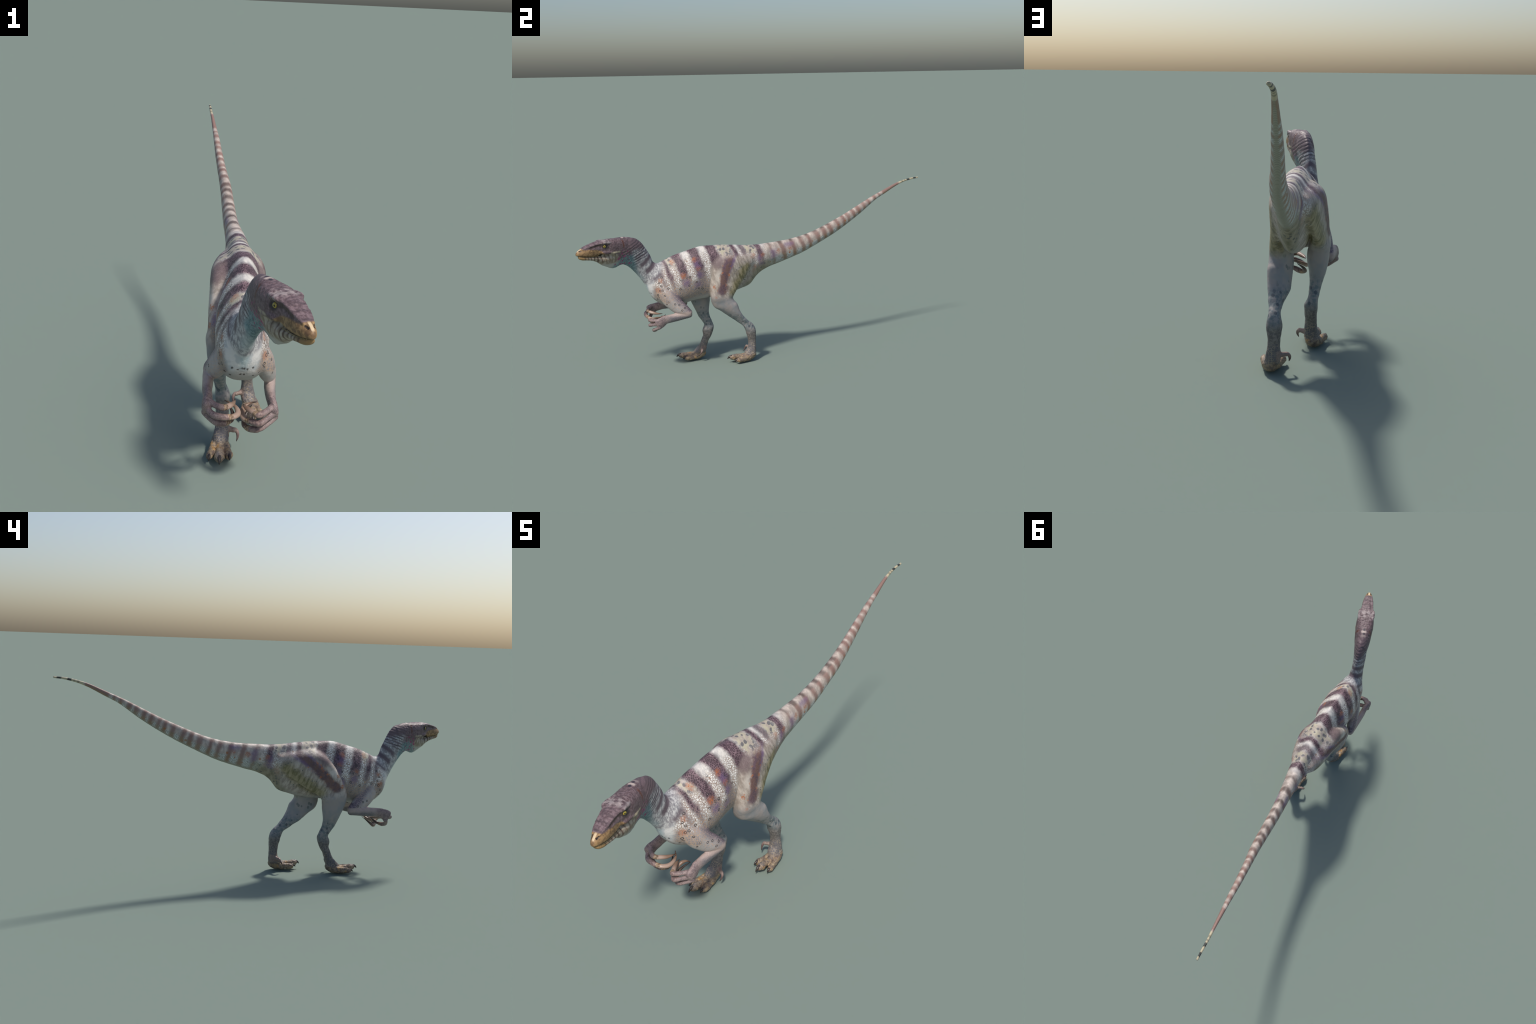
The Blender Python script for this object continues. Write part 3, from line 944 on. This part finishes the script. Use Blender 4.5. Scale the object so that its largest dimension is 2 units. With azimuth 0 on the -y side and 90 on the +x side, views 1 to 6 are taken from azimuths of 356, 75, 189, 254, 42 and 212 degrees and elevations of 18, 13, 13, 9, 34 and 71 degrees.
        t1 = mix(ss((band - .024).abs() + wob * .035, .016, .001) * ss(ahead - .075, -.02, .02) * ss(z, .50, .56) * .55, t1, PURPLE)
        odd = ss((band - .020).abs(), .014, .002) * ss(g.noise(P, 60, 2), .56, .66)
        t1 = mix(odd * ss(z, .60, .55) * .9, t1, ORANGE)
        kneeo = g.fmix(left, g.nearest(YZ, [(0, -.350, .500), (0, -.372, .450)]), g.nearest(YZ, [(0, -.283, .444), (0, -.279, .386)]))
        t1 = mix(ss(kneeo + wob * .02, .013, .005) * (dots if trunk else ss(fine, -.1, .1)), t1, ORANGE)
        blot2 = ss(g.voronoi(g.vec(x, y, z * .8), 48), .34, .24)
        # shin: smooth mauve grey, then mottled teal, then dark and dusty
        shin = mix(ss(g.noise(P, 22, 2), .38, .62), (.335, .292, .275), (.265, .262, .265))
        shin = mix(blot2 * ss(u, .055, .030) * .75, shin, (.120, .135, .135))
        cold = mix(ss(g.noise(P, 75, 3, .65), .42, .60), (.155, .182, .190), (.275, .260, .250))
        cold = mix(blot2 * .85, cold, (.075, .088, .104))
        shin = mix(ss(z + wob * .05, .300, .250), shin, cold)
        dusty = mix(ss(g.noise(P, 120, 3, .6), .40, .62), (.120, .108, .102), (.215, .190, .170))
        shin = mix(ss(z + wob * .04, .205, .150), shin, dusty)
        lower = mix(ss(z + wob * .06 + (y + .24) * .1, .418, .362), t1, shin)
        col = lower if col is None else mix(thigh.max(ss(z, .372, .35) * ss(y, -.415, -.407)) if arm or trunk else 1.0, col, lower)
        bump_h = bump_h * .6 + streak * .15

    if leg or foot:
        plates = g.voronoi(g.vec(x * 1.0, y * .8, z * 1.35), 105, "DISTANCE_TO_EDGE", .75)
        seam = ss(plates, .10, .03)
        scuted = mix(seam * ss(g.noise(P, 50, 2), .3, .6) * .75, mix(g.noise(P, 70, 2), (.088, .084, .097), (.165, .150, .146)), (.38, .305, .215))
        base = (.22, .20, .18) if col is None else col
        col = mix(ss(z + wob * .02, .125, .095), base, scuted)
        gold = mix(ss(g.noise(P, 65, 3, .6), .40, .62), (.150, .110, .088), (.310, .225, .140))
        gold = mix(ss(g.noise(P, 38, 2), .58, .70), gold, (.38, .215, .075))
        gold = mix(ss(g.noise(P, 95, 3, .65), .54, .68) * .7, gold, (.075, .052, .044))
        gold = mix(seam * ss(g.noise(P, 50, 2), .35, .65) * .35, gold, (.48, .40, .28))
        toes = ss(z + wob * .016, .052, .034)
        inside = ss(g.fmix(left, x + .042, .027 - x), .0, .008)
        col = mix(toes, col, gold)
        col = mix(inside * ss(z, .046, .052) * ss(z, .090, .080), col, mix(seam * .4, (.23, .165, .140), (.36, .285, .225)))
        bump_h = plates.min(.2) * ss(z, .13, .10) + bump_h * .4

    if arm or hand:
        zb = g.fmix(left, .343, .329)
        fore = ss(zb - z, -.004, .004) * ss(y, -.400, -.408) * ss(z, .20, .21)
        upper = ss(g.along(g.vec(u, y, z), [(.055, -.527, .411), (.076, -.495, .370), (.088, -.459, .340), (.095, -.428, .320)]) + wob * .02, .047, .033)
        skin = mix(crack * .65, mix(g.noise(P, 50, 2), (.30, .287, .297), (.46, .430, .415)), (.50, .345, .25))
        skin = mix(ss(y + z * .8 + wob * .03, -.205, -.150), skin, mix(crack, (.105, .078, .100), (.27, .205, .22)))
        if col is not None:
            col = mix(upper, col, skin)
        else:
            col = skin
        elbowring = (g.nearest(YZ, [(0, -.506, .376), (0, -.484, .371), (0, -.455, .352), (0, -.470, .340)]) - .0042).abs()
        col = mix(ss(elbowring, .0020, .0008) * upper * .9, col, (.05, .04, .042))
        pink = mix(g.noise(P, 60, 2), (.44, .340, .295), (.31, .245, .230))
        pink = mix(ss(z - zb + wob * .02, -.012, -.030) * ss(y, -.58, -.52), pink, mix(net, (.105, .100, .115), (.22, .195, .195)))
        plum = mix(net * .65, mix(ss(g.noise(P, 75, 3, .6), .4, .6), (.105, .070, .078), (.215, .150, .145)), (.37, .295, .275))
        f1 = mix(ss(y + wob * .04, -.535, -.575), pink, plum)
        tip = ss(u + wob * .02, .085, .050)
        f1 = mix(tip * ss(y, -.575, -.595), f1, mix(ss(g.noise(P, 110, 2), .4, .6), (.150, .100, .096), (.265, .185, .165)))
        claws = g.nearest(P, [h[c][0][:3] for h in HAND_CLAWS.values() for c in ("first", "second", "third")])
        wrinkle = g.noise(g.vop("ADD", g.vop("MULTIPLY", P, (1.6, .7, .7)), (3, 1, 2)), 190, 2)
        f1 = mix(ss(claws + wob * .012, .0165, .0115), f1, mix(ss(wrinkle, .40, .60), (.175, .110, .070), (.40, .285, .185)))
        f1 = mix(ss(claws, .0095, .0080) * .7, f1, (.10, .062, .048))
        col = mix(fore, col, f1)

    if neck:
        base = V(-.02, -.605, .53)
        Q = g.vop("SUBTRACT", P, tuple(base))
        n = g.vop("DOT_PRODUCT", Q, (.214, -.590, .777)) + wob * .012
        q = g.vop("DOT_PRODUCT", Q, (0, .797, .604))
        nb = g.bands(n + u * .15, [(-.014, .008, .9), (.036, .062, 1), (.083, .105, 1), (.123, .133, .7), (.146, .158, .8)], -.05, .25, .006)
        pale = mix(ss(g.noise(g.vec(x, y * 1.5, z * .7), 90, 3, .65), .40, .62), (.225, .217, .232), (.51, .500, .492))
        pale = mix(crack * .35, pale, (.24, .22, .22))
        wr = g.new("ShaderNodeTexWave", wave_type="BANDS", bands_direction="X")
        g.put(wr.inputs["Vector"], g.vec(n + q * .35, u * .3, 0))
        wr.inputs["Scale"].default_value = 22.0
        wr.inputs["Distortion"].default_value = 3.0
        wr.inputs["Detail"].default_value = 2.0
        wr.inputs["Detail Scale"].default_value = 6.0
        fold = ss(S(g, wr.outputs["Fac"]), .55, .80) * ss(n, .095, .135) * ss(n, .29, .22)
        pale = mix(fold * .92, pale, (.070, .055, .063))
        ncol = mix(nb * ss(q + wob * .03, -.036, -.008), pale, mix(net * .4, (.105, .078, .092), (.19, .15, .165)))
        crown = ss(n + q * .9 + wob * .02, .185, .215)
        ncol = mix(crown, ncol, mix(net * .35, (.120, .083, .092), (.20, .145, .155)))
        throat = ss(q + wob * .02, -.040, -.058) * ss(n, -.01, .04)
        ncol = mix(throat * .55, ncol, (.36, .43, .44))
        deep = ss(g.vop("DISTANCE", g.vec(0, y, z), (0, -.728, .590)) + wob * .02, .042, .014)
        ncol = mix(deep * .85, ncol, mix(ss(g.noise(P, 90, 2), .45, .6), (.085, .190, .220), (.20, .32, .34)))
        nm = ss(n, -.026, -.004) * ss(y - z * .2, -.655, -.685)
        col = ncol if col is None else mix(nm, col, ncol)
        bump_h = bump_h * .6 - fold * .35

    if head:
        H = g.vop("SUBTRACT", P, tuple(SNOUT))
        t = g.vop("DOT_PRODUCT", H, tuple(HEAD_BACK))
        w = g.vop("DOT_PRODUCT", H, tuple(HEAD_SIDE)).abs()
        TZ = g.vec(t, w, z)
        TZ0 = g.vec(t, 0, z)
        grain = g.noise(g.vec(x, y, z * 1.0), 110, 4, .65)
        # crown
        c1 = mix(ss(grain, .38, .64), (.105, .070, .076), (.205, .145, .155))
        lines = g.new("ShaderNodeTexWave", wave_type="BANDS", bands_direction="X")
        g.put(lines.inputs["Vector"], g.vec(t + w * .3, w * .4, z * .2))
        lines.inputs["Scale"].default_value = 48.0
        lines.inputs["Distortion"].default_value = 6.0
        lines.inputs["Detail"].default_value = 3.0
        ln = ss(S(g, lines.outputs["Fac"]), .62, .85)
        c1 = mix(ln * .45 * ss(t, .12, .16), c1, (.070, .040, .036))
        c1 = mix(ss((t - .158).abs() + wob * .02, .034, .012) * ss(z, .728, .742) * ss(g.noise(P, 55, 3, .6), .36, .62) * .6, c1, (.42, .36, .345))
        c1 = mix(g.bands(t + wob * .012, [(.036, .043, .8), (.066, .074, .7), (.094, .100, .6), (.118, .123, .6)], 0, .4, .003) * ss(z, .712, .722) * .75, c1, (.055, .040, .046))
        # ochre muzzle
        zb2 = g.curve(t, [(0, .74), (.023, .730), (.036, .714), (.060, .7135), (.086, .711), (.105, .707), (.128, .697), (.142, .686), (.17, .674), (.4, .60)], 0, .4)
        ochre = mix(ss(g.noise(P, 75, 3, .6), .40, .62), (.170, .100, .050), (.335, .208, .098))
        ochre = mix(ss(g.noise(P, 60, 2), .60, .68) * .6, ochre, (.13, .070, .045))
        c1 = mix(ss(zb2 - z + wob * .010, -.004, .004) * ss(t, .155, .135), c1, ochre)
        c1 = mix(ss(w, .0055, .003) * ss(t, .034, .026) * ss(z, .703, .708), c1, (.60, .46, .29))
        # jaw and cheek: pale with brown upright streaks
        lipz = g.curve(t, [(0, .6845), (.015, .6825), (.048, .6765), (.10, .6722), (.125, .6745), (.146, .678), (.17, .678), (.25, .672), (.4, .66)], 0, .4)
        under = ss(lipz - z, -.0008, .0012)
        jaw = mix(ss(g.noise(P, 60, 2), .4, .6), (.255, .208, .150), (.38, .330, .268))
        jaw = mix(ss(t, .075, .035), jaw, (.27, .170, .075))
        bars = g.bands(t + wob * .010 + (.67 - z) * -.12, [(.040, .046, .9), (.056, .062, .9), (.069, .075, .9), (.085, .092, 1), (.103, .112, 1), (.126, .132, 1), (.146, .150, .8), (.163, .169, .7), (.181, .185, .6), (.198, .203, .6)], 0, .4, .0018)
        jaw = mix(bars * ss(z + wob * .03, .622, .645) * .9, jaw, (.085, .045, .032))
        jaw = mix(ss(z + wob * .02, .632, .615), jaw, (.40, .39, .36))
        c1 = mix(under * ss(t + (z - .65) * .5, .235, .205), c1, jaw)
        # near-black line along the lips and near-black patch at the mouth corner
        c1 = mix(ss((lipz - z).abs(), .0016, .0006) * ss(t, .138, .132), c1, (.030, .020, .014))
        c1 = mix(ss(g.vop("DISTANCE", g.vop("MULTIPLY", TZ0, (1, 1, 2.0)), (.123, 0, 1.3535)), .0125, .0085), c1, (.010, .008, .007))
        # throat pouch, teal with magenta drops
        teal = ss(t + (.66 - z) * .9 + wob * .03, .225, .262) * ss(z + wob * .02, .672, .640)
        c1 = mix(teal * .85, c1, mix(ss(grain, .4, .62), (.085, .165, .185), (.20, .30, .31)))
        drops = ss(g.voronoi(g.vec(t * 1.5, w, z * .8), 62), .40, .30) * ss(t + (.68 - z) * .6, .225, .245) * ss(t, .305, .285) * ss(z, .700, .680) * ss(z, .60, .61)
        c1 = mix(drops * .9, c1, (.270, .030, .125))
        # rusty streak, pale spindle under the ear, nape saddle
        c1 = mix(ss((t - .2485 - (.72 - z) * .06).abs() + wob * .004, .0085, .0015) * ss(z + wob * .02, .692, .712) * ss(z, .746, .736) * .8, c1, (.115, .042, .026))
        c1 = mix(ss(g.along(TZ0, [(.178, 0, .6840), (.222, 0, .6845)]) + fine * .004, .0072, .0025) * ss(g.noise(P, 80, 2), .30, .55), c1, (.34, .290, .205))
        nape = g.bands(t, [(.251, .262, 1), (.274, .285, .9), (.296, .306, .8)], 0, .4, .003) * ss(w, .016, .009)
        c1 = mix(nape * ss(z, .730, .738) * .9, c1, (.50, .415, .37))
        c1 = mix(ss(g.nearest(g.vec(t, w, 0), [(.245, 0, 0), (.268, 0, 0), (.290, 0, 0), (.312, 0, 0)]), .0075, .0045) * ss(z, .73, .735), c1, (.038, .032, .042))
        # dark eye surround and the line in front of it, nostril
        c1 = mix(ss(g.vop("DISTANCE", g.vop("MULTIPLY", TZ0, (.80, 1, 1)), (.149 * .8, 0, .7185)) + wob * .012, .0185, .0090) * .92, c1, (.040, .030, .033))
        c1 = mix(ss(g.along(TZ0, [(.070, 0, .7185), (.090, 0, .7270), (.112, 0, .7300), (.138, 0, .7230)]) + wob * .008, .0085, .0030) * .75, c1, (.065, .042, .036))
        c1 = mix(ss(g.along(TZ, [(.0165, .0085, .7090), (.0235, .0125, .7118)]), .0046, .0026), c1, (.022, .014, .012))
        col = c1 if col is None else mix(ss(t + (z - .66) * .25, .318, .285), col, c1)
        bump_h = bump_h * .5 + grain * .22 - ln * .08 * ss(t, .1, .15)

    g.put(g.bsdf.inputs["Base Color"], col)
    g.put(g.bsdf.inputs["Roughness"], .52 + fine * .2)
    g.bsdf.inputs["Specular IOR Level"].default_value = .36
    b = g.new("ShaderNodeBump")
    b.inputs["Strength"].default_value = .35
    b.inputs["Distance"].default_value = .004
    g.put(b.inputs["Height"], bump_h + fine * .12)
    g.put(g.bsdf.inputs["Normal"], S(g, b.outputs[0]))
    return g.mat


def horn_material(name, tip, middle, base, length):
    """Claw sheath: runs from tip (origin) to base."""
    g = Graph(name)
    P = S(g, g.new("ShaderNodeTexCoord").outputs["Object"])
    r = g.vop("LENGTH", P) / length + (g.noise(P, 130, 2) - .5) * .10
    grain = g.noise(g.vop("MULTIPLY", P, (1, 1, 1)), 260, 3, .6)
    c = g.mix(g.ss(r, .08, .34), tip, middle)
    c = g.mix(g.ss(r, .45, .80), c, base)
    g.put(g.bsdf.inputs["Base Color"], g.mix(grain * .35, c, tuple(v * .6 for v in middle)))
    g.bsdf.inputs["Roughness"].default_value = .38
    g.bsdf.inputs["Specular IOR Level"].default_value = .5
    return g.mat


def eye_material():
    """Amber iris with an upright dark pupil; the ball's pole looks out along its own axis."""
    mats = {}
    for s in (-1, 1):
        g = Graph("amber_eye")
        P = S(g, g.new("ShaderNodeTexCoord").outputs["Object"])
        ax = unit(HEAD_SIDE * s * .8 + HEAD_BACK * -.55)
        side = unit(np.cross(ax, V(0, 0, 1)))
        p = g.vop("DOT_PRODUCT", P, tuple(side))
        sp = g.new("ShaderNodeSeparateXYZ")
        g.put(sp.inputs[0], P)
        v = S(g, sp.outputs[2])
        r = g.vop("LENGTH", g.vec(p, v * .85, 0))
        c = g.mix(g.noise(P, 420, 2), (.46, .350, .035), (.28, .21, .025))
        c = g.mix(g.ss(r, .0030, .0020), c, (.006, .006, .005))
        c = g.mix(g.ss(r, .0060, .0074), c, (.030, .022, .016))
        g.put(g.bsdf.inputs["Base Color"], c)
        g.bsdf.inputs["Roughness"].default_value = .25
        g.bsdf.inputs["Coat Weight"].default_value = .5
        mats[s] = g.mat
    return mats


def make_materials():
    M = {}
    M["head"] = hide_material("head_hide", head=True, neck=True)
    M["neck"] = hide_material("neck_hide", head=True, neck=True, trunk=True)
    M["torso_front"] = hide_material("torso_front_hide", neck=True, trunk=True, arm=True)
    M["torso_flank"] = hide_material("torso_flank_hide", trunk=True, arm=True)
    M["torso_hip"] = hide_material("torso_hip_hide", trunk=True, leg=True)
    M["tail"] = hide_material("tail_hide", trunk=True, leg=True)
    M["leg"] = hide_material("leg_hide", trunk=True, leg=True, foot=True)
    M["arm"] = hide_material("arm_hide", trunk=True, arm=True)
    M["foot"] = M["toe"] = hide_material("foot_hide", leg=True, foot=True)
    M["hand"] = M["finger"] = hide_material("hand_hide", arm=True, hand=True)
    M["toe_claw"] = horn_material("toe_claw_horn", (.016, .012, .010), (.040, .030, .026), (.060, .045, .038), .030)
    M["sickle_claw"] = horn_material("sickle_claw_horn", (.030, .020, .018), (.120, .075, .068), (.30, .205, .175), .045)
    M["hand_claw"] = horn_material("hand_claw_horn", (.022, .014, .011), (.24, .150, .105), (.41, .295, .238), .085)
    M["dark_claw"] = horn_material("dark_claw_horn", (.012, .010, .010), (.045, .030, .026), (.16, .100, .080), .080)
    M["eye"] = eye_material()
    g = Graph("tooth_enamel")
    P = S(g, g.new("ShaderNodeTexCoord").outputs["Object"])
    g.put(g.bsdf.inputs["Base Color"], g.mix(g.noise(P, 300, 2), (.46, .39, .25), (.30, .24, .14)))
    g.bsdf.inputs["Roughness"].default_value = .35
    M["tooth"] = g.mat
    return M


# ------------------------------------------------------------------ assemble
def main():
    M = make_materials()
    root = bpy.data.objects.new("theropod_dinosaur", None)
    bpy.context.scene.collection.objects.link(root)
    root["label"] = "striding striped theropod dinosaur with long raised tail"
    root["category"] = "dinosaur"
    hide, co, faces = build_hide()
    parts = split_hide(root, hide, co, faces, M)
    for side in "RL":
        for name, line in TOE_CLAWS.items():
            claw([(*foot_point(side, p[:3]), p[3]) for p in line], M["sickle_claw" if name == "sickle" and "sickle_claw" in M else "toe_claw"], parts["foot." + side])
        for name, line in HAND_CLAWS[side].items():
            claw(line, M["dark_claw" if name == "third" else "hand_claw"], parts["hand." + side])
    for s in (-1, 1):
        ball("eye", head_point(.1465, s * .0300, .7212), .0092, M["eye"][s], parts["head"], axis=HEAD_SIDE * s * .8 + HEAD_BACK * -.55)
    teeth(M["tooth"], parts["head"])


main()
